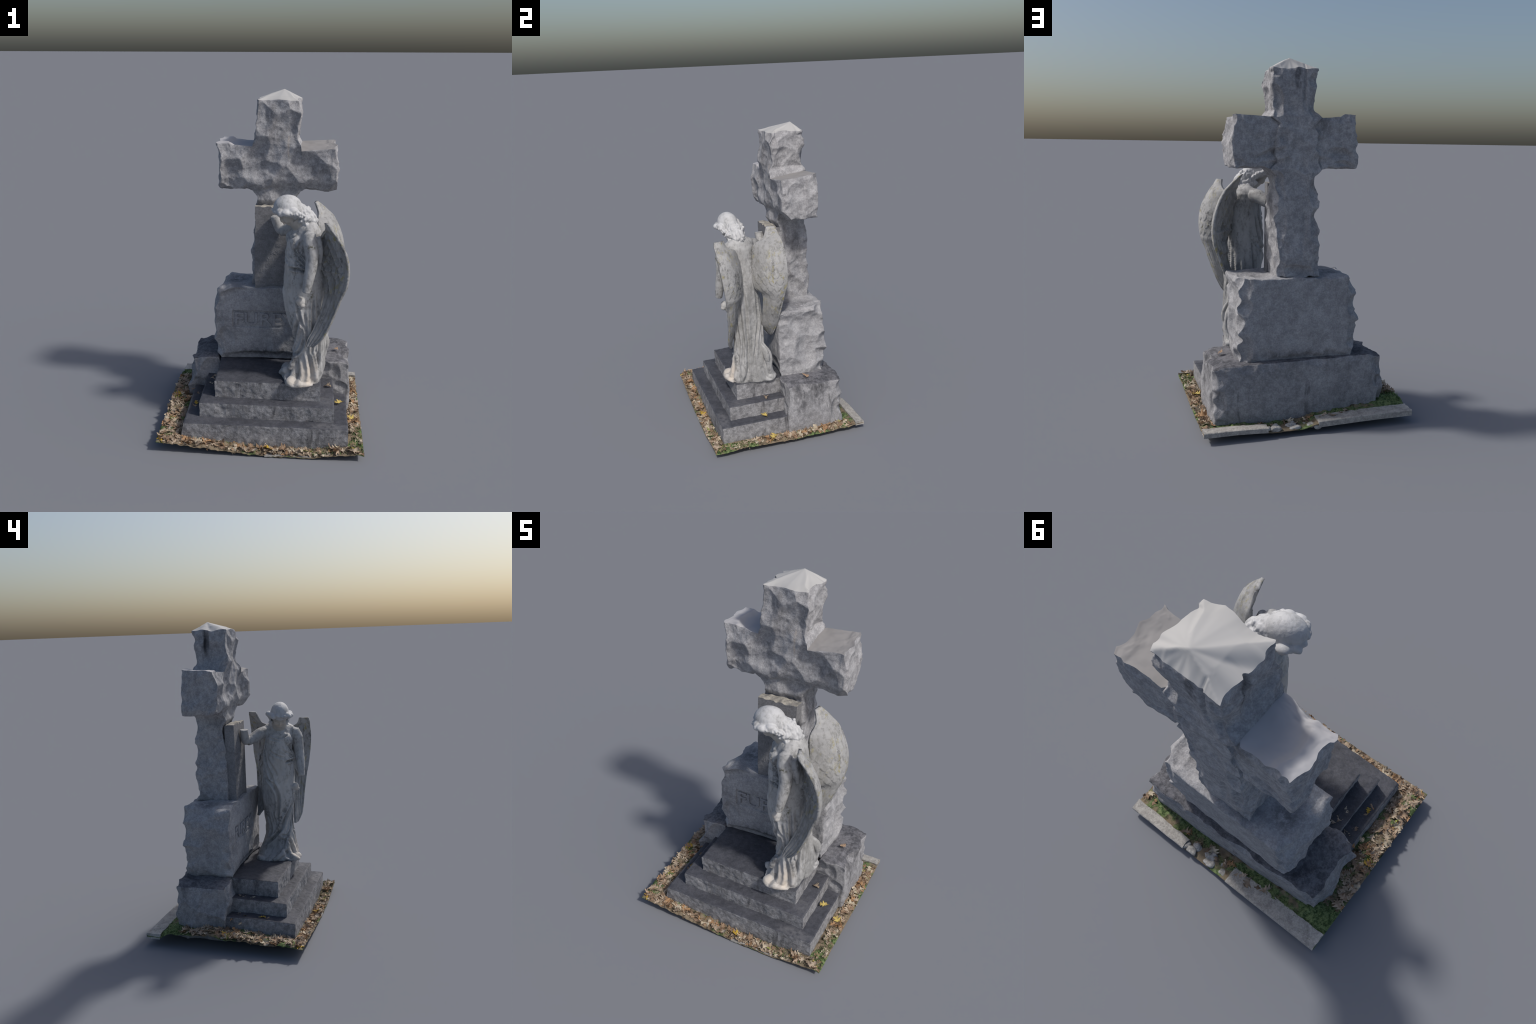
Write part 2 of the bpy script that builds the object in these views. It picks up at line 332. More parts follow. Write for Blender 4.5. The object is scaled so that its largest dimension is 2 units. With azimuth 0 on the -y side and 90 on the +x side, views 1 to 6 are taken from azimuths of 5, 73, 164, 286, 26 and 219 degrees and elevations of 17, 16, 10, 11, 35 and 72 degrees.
# sunk name panel: the field inside the frame is dressed flat
pf = flags['-y']; m_ = pf & (P0[:, 0] > PAN[0] + .001) & (P0[:, 0] < PAN[1] - .001) & (P0[:, 2] > PAN[2] + .001) & (P0[:, 2] < PAN[3] - .001)
rim_ = pf & ~m_ & (P0[:, 0] > PAN[0] - .02) & (P0[:, 0] < PAN[1] + .02) & (P0[:, 2] > PAN[2] - .02) & (P0[:, 2] < PAN[3] + .02)
V[m_, 1] = .0200; V[rim_, 1] = np.minimum(V[rim_, 1], .0140)
name_block = new_mesh('name_block', V, F, G_MID, monument)

def text_mesh(name, body, loc, size, width, depth, mat, parent, bevel=.0008, shear=0., offset=0.):
    cu = bpy.data.curves.new(name, 'FONT'); cu.body = body; cu.size = size; cu.extrude = depth / 2
    cu.bevel_depth = bevel; cu.bevel_resolution = 1; cu.shear = shear; cu.offset = offset
    ob = bpy.data.objects.new(name, cu); SC.collection.objects.link(ob); bpy.context.view_layer.update()
    me = bpy.data.meshes.new_from_object(ob.evaluated_get(bpy.context.evaluated_depsgraph_get()))
    bpy.data.objects.remove(ob); bpy.data.curves.remove(cu)
    co = np.empty(len(me.vertices) * 3); me.vertices.foreach_get('co', co); co = co.reshape(-1, 3)
    w = co[:, 0].max() - co[:, 0].min(); k = width / w if width else 1.
    out = np.stack([(co[:, 0] - co[:, 0].min()) * k, -co[:, 2], co[:, 1]], 1) + np.array(loc)
    me.vertices.foreach_set('co', out.ravel()); me.materials.clear(); me.materials.append(mat); me.name = name; me.update()
    o = bpy.data.objects.new(name, me); SC.collection.objects.link(o); o.parent = parent; return o
G_LETTER = granite('letter_granite', (.37, .37, .39), (.27, .27, .29), .3, 0., fine=.3)
text_mesh('lettering', 'FUREY', (-.190, .0178, .593), .115, .372, .008, G_LETTER, name_block, .0014)

# ------------------------------------------------------------------ base block and steps
bb = (-.524, .534, .0, .402, .02, .372)
V, F, flags, names, P0 = rough_block([bb], .0062, {
    '-y': (scoops(51, (-.48, .04), (.52, .37), 24, (.05, .09), (.006, .022)), .006),
    '+y': (scoops(52, (-.48, .04), (.52, .37), 5, (.05, .1), (.001, .003)) + edge_scoops(56, 0, .53, .05, .37, .12, .06, (.014, .03)) + edge_scoops(63, 0, -.5, .05, .37, .12, .06, (.014, .03)) + edge_scoops(57, 1, .372, -.48, .5, .11, .03, (.006, .016)), .004),
    '+x': (facets(53, (.0, .04), (.40, .37), .12, (.0, .02), 1.1) + [(.35, .15, .05, .10, .03, 0.), (.28, .30, .05, .05, .02, 0.)] + edge_scoops(58, 1, .372, .0, .4, .09, .06, (.016, .034)) + edge_scoops(62, 0, .4, .05, .37, .10, .06, (.016, .034)), .008),
    '-x': (facets(54, (.0, .04), (.40, .37), .13, (.0, .050), 1.1) + edge_scoops(59, 0, .4, .05, .37, .11, .07, (.018, .04)) + edge_scoops(60, 0, .0, .05, .37, .11, .07, (.018, .04)), .008),
    '+z': (scoops(55, (-.48, .0), (.53, .40), 16, (.05, .10), (.003, .014)), .005)}, 61, chip=.010)
# the rear face is not square: it runs in towards the left end
V[:, 1] -= np.interp(P0[:, 0], [-.49, -.2, .1, .526], [.056, .036, .024, .012]) * np.clip(P0[:, 1] / .4, 0, 1) ** 2
q = (P0[:, 0] + .524) / 1.058
# shoulder of the upper left end is knocked off, the block leans in slightly towards the top
V[:, 2] -= .018 * sstep(.14, .0, q) * np.clip((P0[:, 2] - .15) / .2, 0, 1); V[:, 0] += .040 * sstep(.20, .0, q) * np.clip((P0[:, 2] - .08) / .3, 0, 1)
V[:, 2] -= .014 * sstep(.93, 1., q) * np.clip((P0[:, 2] - .25) / .12, 0, 1)
V[:, 2] -= .035 * sstep(.075, .055, P0[:, 1]) * sstep(-.300, -.282, P0[:, 0]) * sstep(.362, .345, P0[:, 0]) * np.clip((P0[:, 2] - .25) / .12, 0, 1)
fm = np.where(names == '+z', 1, 0)
base_block = new_mesh('base_block', V, F, [G_BASE, G_BASETOP], monument, fm)

def step(box, seed, slope=0.):
    hi = box[5] - .035
    V, F, flags, names, P0 = rough_block([box], .0056, {
        '-y': (scoops(seed, (box[0], box[4]), (box[1], hi), 22, (.02, .045), (.001, .005)), .0020),
        '+x': (scoops(seed + 1, (box[2], box[4]), (box[3], hi), 10, (.02, .045), (.001, .005)), .002),
        '-x': (scoops(seed + 2, (box[2], box[4]), (box[3], hi), 10, (.02, .045), (.001, .005)), .002),
        '+z': ([], .0006)}, seed + 70, .0020, reach=.03)
    # eased nosing; the flight rises a little towards the rear left
    e = flags['+z'] & (flags['-y'] | flags['+x'] | flags['-x']); V[e, 2] -= .003
    t = (box[5] - P0[:, 2]) / (box[5] - box[4])
    V[:, 0] -= slope * t * (P0[:, 0] < box[0] + .001)
    V[:, 2] += .014 * sstep(.0, -.45, P0[:, 0]) * np.clip((P0[:, 1] - box[2]) / .3, 0, 1) * (1 - t)
    return new_mesh('step', V, F, [G_STEP, G_TREAD], monument, np.where(names == '+z', 1, 0), angle=52)
step((-.444, .503, -.430, .06, .02, .154), 81, .025)
step((-.361, .423, -.357, .06, .13, .248), 91)
step((-.278, .341, -.284, .06, .23, .356), 101)

# ------------------------------------------------------------------ inscription tablet
tb = (-.071, .160, .036, .10, .822, 1.336)
V, F, flags, names, P0 = rough_block([tb], .005, {
    '-y': ([], .0006), '-x': (scoops(111, (.03, .8), (.1, 1.34), 10, (.03, .05), (.001, .004)), .002),
    '+x': (scoops(112, (.03, .8), (.1, 1.34), 10, (.03, .05), (.001, .004)), .002),
    '+z': (scoops(113, (-.08, .03), (.17, .1), 8, (.02, .04), (.004, .012)), .004)}, 115, .0006)
tablet = new_mesh('inscription_tablet', V, F, [G_TAB, G_TABTOP], monument, np.where((names == '+z'), 1, 0), angle=45)
G_INC = granite('inscription_letter', (.285, .285, .298), (.245, .245, .257), .2, 0., fine=.2)
lines = [('MRS', -.052, 1.176, .026, .034, 0), ('BE', -.012, 1.172, .038, .050, 0), ('BORN IN THE', -.060, 1.130, .022, .140, 0),
         ('GALWAY IRE', -.062, 1.088, .026, .150, 0), ('EAST BOR', -.050, 1.044, .026, .135, 0), ('MAY 18', -.036, 1.001, .026, .100, 0),
         ('DIED', -.004, .965, .020, .064, .25), ('AUG. 13, 19', -.052, .926, .028, .140, 0),
         ('She was a kind and', -.064, .893, .016, .160, .2), ('mother with a fond', -.064, .866, .016, .160, .2), ('devoted to all', -.064, .840, .016, .120, .2)]
for (s, x, z, h, w, sh) in lines:
    text_mesh('inscription', s, (x, .0358, z), h * 1.25, w, .0022, G_INC, tablet, 0, sh)

# ================================================================== ANGEL
# angel frame: a = towards the statue's left, b = towards its front, z up from its foot
O = np.array([.22, -.195, .355]); FW = np.array([-.955, -.297, 0]); LF = np.array([.297, -.955, 0])
def W(P):
    P = np.atleast_2d(np.asarray(P, float)); return O + P[:, :1] * LF + P[:, 1:2] * FW + P[:, 2:3] * np.array([0, 0, 1.])
def L_(P):
    d = P - O; return np.stack([d @ LF, d @ FW, d[:, 2]], 1)

def crom(pts, n):
    """Catmull-Rom through the points, n samples"""
    p = np.asarray(pts, float); p = np.vstack([2 * p[0] - p[1], p, 2 * p[-1] - p[-2]])
    t = np.linspace(0, len(p) - 3 - 1e-6, n); i = t.astype(int); f = (t - i)[:, None]
    a, b, c, d = p[i], p[i + 1], p[i + 2], p[i + 3]
    return .5 * (2 * b + (c - a) * f + (2 * a - 5 * b + 4 * c - d) * f ** 2 + (3 * b - a - 3 * c + d) * f ** 3)

def loft(rings):
    R = np.asarray(rings); n, m = R.shape[:2]; V = R.reshape(-1, 3); F = []
    for i in range(n - 1):
        for j in range(m):
            k = (j + 1) % m; F.append((i * m + j, i * m + k, (i + 1) * m + k, (i + 1) * m + j))
    V = np.vstack([V, R[0].mean(0), R[-1].mean(0)]); c0, c1_ = len(V) - 2, len(V) - 1
    F += [(c0, (j + 1) % m, j) for j in range(m)] + [(c1_, (n - 1) * m + j, (n - 1) * m + (j + 1) % m) for j in range(m)]
    return V, F

def tube(pts, radii, n=24, seg=30):
    C = crom(pts, seg); r = np.interp(np.linspace(0, len(radii) - 1, seg), range(len(radii)), radii)
    T = np.gradient(C, axis=0); T /= np.linalg.norm(T, axis=1)[:, None]
    up = np.array([.31, .87, .38]); rings = []
    for c, t, rr in zip(C, T, r):
        u = np.cross(t, up); u /= np.linalg.norm(u); v = np.cross(t, u)
        an = np.linspace(0, 2 * np.pi, n, endpoint=False)
        rings.append(c + rr * (np.cos(an)[:, None] * u + np.sin(an)[:, None] * v))
    return loft(rings)

def ball(c, r, axes=None, n=24):
    A = np.eye(3) if axes is None else np.asarray(axes, float)
    th = np.linspace(.06, np.pi - .06, n); ph = np.linspace(0, 2 * np.pi, 2 * n, endpoint=False)
    rings = [[np.array(c) + r[0] * math.sin(t) * math.cos(f) * A[0] + r[1] * math.sin(t) * math.sin(f) * A[1] + r[2] * math.cos(t) * A[2] for f in ph] for t in th]
    return loft(rings)

parts = []          # (label, world vertices, faces) of closed solids that are fused
def add(label, vf): parts.append((label, W(vf[0]), vf[1]))

# robe: z, right, left, back, front extents
ROBE = np.array([
    (.950, -.050, .050, -.062, .036), (.930, -.085, .086, -.082, .040), (.900, -.098, .096, -.098, .058), (.850, -.098, .090, -.108, .086),
    (.775, -.108, .084, -.116, .094), (.700, -.113, .092, -.124, .096), (.625, -.117, .102, -.130, .096), (.540, -.120, .100, -.134, .096),
    (.440, -.121, .092, -.134, .092), (.375, -.118, .086, -.136, .076), (.300, -.112, .080, -.146, .050), (.255, -.106, .080, -.156, .040),
    (.200, -.098, .084, -.168, .046), (.150, -.110, .089, -.176, .050), (.100, -.132, .098, -.180, .060), (.055, -.150, .108, -.182, .076),
    (.022, -.172, .114, -.184, .104), (.004, -.174, .114, -.182, .108), (-.004, -.168, .108, -.178, .104)])
def robe_ext(z):
    return [np.interp(z, ROBE[::-1, 0], ROBE[::-1, k]) for k in (1, 2, 3, 4)]
zs = np.concatenate([np.linspace(.950, .9, 8), np.linspace(.89, .06, 70), np.linspace(.05, -.004, 10)])
an = np.linspace(0, 2 * np.pi, 96, endpoint=False); rings = []
for z in zs:
    r, l, bk, fr = robe_ext(z); s, c = np.sin(an), np.cos(an); e = 2 / 2.08
    ac = (r + l) / 2; bc = (bk + fr) / 2
    A = ac + (l - r) / 2 * np.sign(s) * np.abs(s) ** e; Bc = bc + (fr - bk) / 2 * np.sign(c) * np.abs(c) ** e
    cut = 1 - np.interp(z, [0, .02, .06, .12, .20, .30, .40, .5], [.02, .08, .32, .44, .44, .34, .14, 0]) * np.exp(-(((np.degrees(an) - 328 + 180) % 360 - 180) / 32) ** 2)
    cut = cut * (1 - np.interp(z, [0, .06, .12, .2, .3, .4], [.30, .28, .26, .18, .08, 0]) * np.exp(-(((np.degrees(an) - 152 + 180) % 360 - 180) / 34) ** 2))
    rings.append(np.stack([A * cut, Bc * cut, np.full_like(A, z)], 1))
add('robe', loft(rings))
# hem folds pooled on the plinth
add('robe', tube([(.045, .040, .17), (.020, .072, .085), (-.030, .100, .034), (-.074, .104, .008)], [.008, .016, .020, .013]))
add('robe', tube([(.04, .088, .004), (.080, .084, .010), (.104, .066, .012), (.116, .020, .008), (.114, -.045, .004)], [.018, .022, .020, .014, .010]))
add('robe', ball((.080, .058, .014), (.034, .038, .028))); add('robe', ball((.050, .082, .010), (.04, .026, .022)))
add('robe', tube([(-.090, .090, .000), (-.140, .060, .004), (-.164, .025, .006), (-.160, -.03, .002)], [.014, .018, .020, .014]))
add('robe', tube([(-.150, -.06, .004), (-.142, -.120, .014), (-.105, -.162, .018), (-.05, -.150, .006)], [.016, .026, .028, .014]))
add('robe', tube([(-.055, -.120, .27), (-.076, -.172, .195), (-.090, -.168, .10), (-.115, -.150, .03)], [.014, .024, .022, .024]))
# right thigh pushes the cloth forward
add('robe', tube([(-.036, .030, .60), (-.040, .036, .50), (-.042, .030, .43), (-.032, .004, .36)], [.050, .054, .046, .034]))
# shawl over the shoulders and the upper back
add('torso', tube([(.092, -.004, .898), (.045, -.026, .914), (-.045, -.026, .916), (-.092, -.006, .904)], [.032, .042, .042, .032]))
add('torso', tube([(.0, -.045, .93), (-.01, -.060, .86), (-.012, -.075, .76)], [.036, .044, .030]))
add('torso', ball((.042, .046, .845), (.040, .040, .048))); add('torso', ball((-.046, .046, .848), (.040, .040, .048)))
# left sleeve drape behind the arm
add('torso', tube([(.115, -.045, .89), (.118, -.060, .82), (.100, -.068, .74)], [.020, .020, .012]))
# arms
add('arm', tube([(.103, -.004, .905), (.122, -.004, .855), (.130, -.012, .79), (.136, -.010, .74), (.142, .004, .67), (.146, .020, .585)], [.034, .040, .036, .034, .030, .023]))
add('arm', ball((.108, -.002, .884), (.036, .038, .037))); add('arm', ball((-.102, .000, .890), (.038, .038, .038)))
add('arm', tube([(-.088, -.01, .902), (-.130, .015, .888), (-.180, .040, .862), (-.222, .066, .846)], [.036, .040, .036, .031]))
add('arm', tube([(-.220, .062, .845), (-.232, .076, .862), (-.238, .092, .897), (-.240, .106, .936)], [.030, .031, .029, .027]))
add('hand', ball((.100, .036, .518), (.024, .026, .026))); add('hand', tube([(.085, .04, .53), (.09, .03, .50), (.08, .03, .47)], [.024, .018, .010]))
add('hand', ball((.112, .030, .500), (.017, .017, .014)))
# neck and head (face looks down and forward)
add('neck', tube([(.0, -.02, .900), (.0, .020, .935), (.0, .055, .975)], [.052, .046, .046]))
fu = np.array([0, .74, .68]); fu /= np.linalg.norm(fu); fn = np.array([0, .70, -.74]); fn /= np.linalg.norm(fn); fa = np.array([1., 0, 0])
fc_ = np.array([0, .102, .987])
fp = lambda a, u, n: fc_ + a * fa + u * fu + n * fn
add('face', ball(fc_, (.042, .058, .031), (fa, fu, fn), 32))
add('face', ball(fp(0, -.040, .011), (.021, .018, .019), (fa, fu, fn)))
add('face', ball(fp(0, .000, .030), (.0070, .019, .0115), (fa, fu, fn)))
add('face', ball(fp(0, -.027, .027), (.013, .006, .006), (fa, fu, fn)))
for s in (-1, 1): add('face', ball(fp(.022 * s, -.008, .018), (.016, .020, .012), (fa, fu, fn)))
add('hair', ball((.004, .094, 1.040), (.060, .080, .068)))
add('hair', tube([(.004, .090, 1.02), (.005, .040, 1.014), (.006, .000, .992), (.008, -.034, .967), (.010, -.054, .946)], [.048, .050, .047, .040, .026]))
# rolled curls all round the hairline, front parting to nape
R = random.Random(12)
for s in (-1, 1):
    path = crom([(.004, .166, 1.026), (.030, .160, 1.021), (.054, .141, 1.020), (.068, .112, 1.026), (.070, .080, 1.020), (.064, .040, 1.004), (.056, .006, .986), (.040, -.028, .968), (.012, -.052, .955)], 120)
    add('hair', tube([(q[0] * s * .97, q[1], q[2]) for q in path[::12]], [.006, .008, .010, .011, .011, .010]))
    for k, t in enumerate(np.linspace(.04, .97, 13)):
        c = path[int(t * 119)].copy(); c[0] *= s * (1.0 if s > 0 else .93)
        r = (.0120 + .0085 * math.sin(math.pi * min(1, t * 1.15))) * R.uniform(.85, 1.15)
        ax = R.uniform(-.7, .7)
        A = [(math.cos(ax), math.sin(ax), 0), (-math.sin(ax), math.cos(ax), 0), (0, 0, 1)]
        add('hair', ball(c + np.array([R.uniform(-.006, .006), R.uniform(-.006, .006), R.uniform(-.008, .010)]), (r, r * 1.25, r * .8), A, 12))
    low = crom([(.056, .030, .972), (.050, .012, .960), (.042, -.010, .946), (.028, -.030, .936), (.010, -.044, .930)], 60)
    for t in np.linspace(.05, .95, 8):
        c = low[int(t * 59)].copy(); c[0] *= s; r = R.uniform(.013, .018)
        add('hair', ball(c + np.array([R.uniform(-.005, .005), R.uniform(-.006, .006), R.uniform(-.006, .006)]), (r, r * 1.2, r), None, 12))
for k in range(16):     # locks down the back of the head
    t = R.random(); c = np.array([R.uniform(-.05, .055) * (1 - .3 * t), .01 - .06 * t, 1.03 - .085 * t]); c[1] -= .02 * (1 - abs(c[0]) / .06)
    add('hair', ball(c, (.012, .012, .026), ((1, 0, 0), (0, .8, .6), (0, -.6, .8)), 12))

# fuse into one skin
allV = np.vstack([p[1] for p in parts]); off = 0; allF = []
for lab, v, f in parts: allF += [tuple(i + off for i in q) for q in f]; off += len(v)
tmp = bpy.data.meshes.new('fuse'); tmp.from_pydata([tuple(v) for v in allV], [], allF); tob = bpy.data.objects.new('fuse', tmp); SC.collection.objects.link(tob)
md = tob.modifiers.new('r', 'REMESH'); md.mode = 'VOXEL'; md.voxel_size = .0031; md.adaptivity = 0
bpy.context.view_layer.update()
fm_ = bpy.data.meshes.new_from_object(tob.evaluated_get(bpy.context.evaluated_depsgraph_get()))
bpy.data.objects.remove(tob); bpy.data.meshes.remove(tmp)
BV = np.empty(len(fm_.vertices) * 3); fm_.vertices.foreach_get('co', BV); BV = BV.reshape(-1, 3)
BF = np.array([tuple(p.vertices) for p in fm_.polygons]); 
bpy.data.meshes.remove(fm_)
E_ = np.vstack([BF[:, [0, 1]], BF[:, [1, 2]], BF[:, [2, 3]], BF[:, [3, 0]]]); E_ = np.unique(np.sort(E_, 1), axis=0)
deg = np.bincount(E_.ravel(), minlength=len(BV))[:, None]
def smooth(V, it, lam=.5):
    for _ in range(it):
        S = np.zeros_like(V)
        for k in range(3):
            S[:, k] = np.bincount(E_[:, 0], V[E_[:, 1], k], len(V)) + np.bincount(E_[:, 1], V[E_[:, 0], k], len(V))
        V = V + lam * (S / deg - V)
    return V
def vnormals(V, F):
    n = np.cross(V[F[:, 2]] - V[F[:, 0]], V[F[:, 3]] - V[F[:, 1]]); N = np.zeros_like(V)
    for k in range(3):
        for j in range(4): N[:, k] += np.bincount(F[:, j], n[:, k], len(V))
    return N / np.maximum(np.linalg.norm(N, axis=1), 1e-9)[:, None]
# labels from the nearest source solid
kd = kdtree.KDTree(len(allV)); labs = []; i = 0
for lab, v, f in parts:
    for p in v: kd.insert(p, i); labs.append(lab); i += 1
kd.balance()
NAMES = ['robe', 'torso', 'arm', 'hand', 'neck', 'face', 'hair']
lab = np.array([NAMES.index(labs[kd.find(p)[1]]) for p in BV])
fd0 = L_(BV) - fc_; f_a, f_u, f_n = fd0 @ fa, fd0 @ fu, fd0 @ fn
lab[(np.abs(f_a) < .047) & (f_n > .004) & (f_n < .06) & (f_u < .036 - 6 * f_a ** 2) & (f_u > -.075) & np.isin(lab, [6, 5, 4])] = 5
BV = smooth(BV, 3); sm = smooth(BV, 14); k_ = sstep(.56, .44, BV[:, 2])[:, None]; BV = BV * (1 - .8 * k_) + sm * .8 * k_
Lc = L_(BV)

# drapery folds: grooves along curves given as (turn from front towards the left in degrees, height)
def groove_field(th, z, curves, R0=.105):
    H = np.zeros(len(z))
    for (pts, w, d) in curves:
        c = crom(pts, 60); best = np.full(len(z), 9.); tt = np.zeros(len(z))
        for k, (a, zz) in enumerate(c):
            dd = np.hypot(((th - a + 180) % 360 - 180) * (math.pi / 180) * R0, z - zz)
            m = dd < best; best[m] = dd[m]; tt[m] = k / 59.
        tap = sstep(0, .18, tt) * sstep(1., .82, tt) + .15
        H += tap * d * (-np.exp(-(best / w) ** 2) + .55 * np.exp(-((best - 2.0 * w) / (1.1 * w)) ** 2))
    return H
r, l, bk, fr = robe_ext(np.clip(Lc[:, 2], 0, .94))
th = np.degrees(np.arctan2(Lc[:, 0] - (r + l) / 2, Lc[:, 1] - (bk + fr) / 2))
FOLDS = [
    ([(62, .20), (78, .10), (88, .01)], .009, .012), ([(30, .14), (44, .07), (54, .0)], .010, .010), ([(92, .22), (104, .12), (112, .01)], .009, .010), ([(140, .14), (132, .06), (126, .0)], .009, .010), ([(190, .12), (196, .05), (202, .0)], .009, .010), ([(10, .09), (22, .045), (30, .01)], .008, .008),
    ([(-85, .625), (-34, .560), (-13, .508), (-4, .444), (-6, .351), (-12, .268)], .0085, .012),
    ([(-72, .812), (-57, .717), (-40, .641), (-22, .558), (-10, .50)], .008, .008),
    ([(-80, .80), (-72, .70), (-60, .62), (-40, .585)], .007, .006),
    ([(58, .407), (26, .305), (0, .213), (-42, .130), (-80, .075)], .009, .014),
    ([(62, .30), (40, .21), (20, .165), (0, .175)], .007, .008),
    ([(-30, .345), (-24, .29), (-18, .235)], .007, .007), ([(-62, .30), (-50, .22), (-58, .13)], .009, .008),
    ([(36, .812), (64, .757), (92, .692)], .0065, .009), ([(30, .768), (64, .728), (90, .681)], .006, .007), ([(24, .70), (50, .702), (70, .694), (95, .676)], .0065, .011),
    ([(10, .79), (35, .75), (60, .705)], .006, .006), ([(20, .69), (34, .70), (48, .69)], .006, .006),
    ([(-40, .78), (-8, .745), (20, .722)], .007, .005), ([(-50, .73), (-25, .66), (-8, .60)], .008, .005),
    ([(48, .87), (42, .83), (46, .79)], .006, .004), ([(62, .86), (56, .82), (60, .78)], .006, .004), ([(-55, .87), (-60, .83), (-62, .78)], .006, .006),
    ([(-30, .885), (-12, .868), (5, .862), (22, .872), (38, .89)], .006, .006), ([(-42, .87), (-15, .852), (5, .845)], .006, .004),
    ([(50, .52), (58, .42), (66, .33)], .007, .009), ([(75, .46), (70, .33), (60, .22)], .007, .006),
    ([(100, .55), (100, .42), (88, .28), (72, .16)], .007, .009), ([(114, .57), (116, .42), (108, .28), (100, .12)], .007, .011), ([(133, .60), (134, .42), (124, .24), (112, .08)], .007, .011),
    ([(152, .66), (154, .48), (146, .28), (138, .10)], .008, .012),
    ([(197, .66), (195, .43), (180, .285), (168, .13)], .007, .012), ([(210, .60), (211, .36), (212, .21), (206, .10)], .007, .012),
    ([(228, .55), (230, .36), (236, .2), (240, .08)], .007, .010), ([(250, .60), (248, .42), (252, .25), (256, .12)], .008, .010), ([(270, .62), (275, .50), (285, .36)], .008, .008)]
N = vnormals(BV, BF)
cloth = np.isin(lab, [0, 1]).astype(float)
H = groove_field(th, Lc[:, 2], FOLDS) * 1.2 * np.where(np.abs(th) > 105, .55 + .35 * vnoise(Lc, 7, 2), 1.) * cloth * sstep(-.01, .02, Lc[:, 2])
H += .0022 * fbm(BV, 28, 3, 5) * cloth
# crumpled hem
H += .006 * fbm(BV * np.array([1, 1, .6]), 22, 3, 8) * cloth * sstep(.09, .02, Lc[:, 2])
# hair strands
hair = (lab == 6).astype(float); scalp = sstep(1.015, 1.055, Lc[:, 2] + .25 * (Lc[:, 1] - .06))
H += hair * (1 - scalp) * (.0042 * vnoise(np.stack([Lc[:, 0] * 1.0, Lc[:, 1] * .6 + Lc[:, 2] * .6, Lc[:, 2] * .4 - Lc[:, 1] * .9], 1), 95, 3) + .0018 * fbm(BV, 60, 2, 4))
# eye sockets and mouth
Fd = Lc - fc_; ua, uu, un = Fd @ fa, Fd @ fu, Fd @ fn; face = (lab == 5) * (un > .0)
for s in (-1, 1): H -= face * .007 * np.exp(-((ua - .0165 * s) / .010) ** 2 - ((uu - .010) / .006) ** 2)
H -= face * .003 * np.exp(-(ua / .013) ** 2 - ((uu + .026) / .002) ** 2)
H += .0010 * fbm(BV, 70, 2, 31)
BV = BV + N * H[:, None]; BV = smooth(BV, 1, .4)
# the statue stands flat; broken ends are cut flat
BV[:, 2] = np.maximum(BV[:, 2], .3545)
Lc2 = L_(BV)
m = (lab == 2) & (Lc2[:, 0] < -.18); BV[m, 2] = np.minimum(BV[m, 2], .355 + .934)
N = vnormals(BV, BF)

# ------------------------------------------------------------------ marble
def marble(name, base=(.475, .475, .48), grime=.8, lichen=0., cream=True, warm=(.60, .53, .45), moss=True):
    m = Mat(name, .62, .35)
    c = m.mix(m.ramp(m.noise(6, 5, .6), .35, .68), tuple(v * .80 for v in base), base)
    c = m.mix(m.math('MULTIPLY', m.ramp(m.noise(42, 5, .68, (1, 1, .55)), .46, .68), grime * .8), c, (.20, .20, .195))
    c = m.mix(m.math('MULTIPLY', m.math('MULTIPLY', m.ramp(m.noise(13, 5, .65, (1, 1, .5), (4, 2, 1)), .52, .66), m.ramp(m.noise(60, 4, .7), .36, .6)), grime), c, (.13, .13, .128))
    if lichen:
        k = m.math('MULTIPLY', m.ramp(m.noise(48, 5, .7, (1, 1, .6), (7, 3, 2)), .50, .66), m.ramp(m.noise(9, 4, .6, loc=(1, 5, 2)), .46, .60))
        c = m.mix(m.math('MULTIPLY', k, lichen), c, (.30, .265, .10))
    c = m.mix(m.math('MULTIPLY', m.blob((.37, -.17, .85), (.13, .24, .70)), m.ramp(m.noise(26, 5, .7, (1, 1, .5), (2, 8, 3)), .38, .62, .15, .75)), c, (.23, .23, .225))
    if cream:
        for ctr, rad, amt in (((.24, -.32, .42), (.13, .10, .15), .8), ((.20, -.33, .90), (.05, .05, .10), .7), ((.14, -.22, 1.0), (.06, .14, .30), .30), ((.11, -.22, 1.31), (.05, .05, .05), .6)):
            c = m.mix(m.math('MULTIPLY', m.blob(ctr, rad), m.ramp(m.noise(14, 3, .5), .3, .6, .3 * amt, amt)), c, warm)
    if moss:
        for ctr, rad in (((.275, -.31, .90), (.03, .05, .06)), ((.275, -.31, .74), (.035, .05, .09)), ((.335, -.32, .80), (.03, .05, .05)), ((.265, -.33, 1.20), (.04, .04, .02)), ((.09, .0, 1.20), (.03, .04, .05))):
            c = m.mix(m.math('MULTIPLY', m.blob(ctr, rad), m.ramp(m.noise(60, 4, .7), .42, .58)), c, (.085, .082, .042))
    m.colour(c)
    m.bump(m.math('ADD', m.noise(80, 5, .7), m.math('MULTIPLY', m.noise(220, 2), .4)), .0022, .6)
    return m.m
M_BODY = marble('weathered_marble'); M_HAIR = marble('pale_marble', (.57, .575, .59), .40, 0, False, moss=False)
M_FACE = marble('warm_marble', (.46, .435, .40), .22, 0, True); M_WING = marble('lichened_marble', (.40, .40, .404), 1., .8, False)
MATS = {'robe': M_BODY, 'torso': M_BODY, 'arm': M_BODY, 'hand': M_BODY, 'neck': M_FACE, 'face': M_FACE, 'hair': M_HAIR}

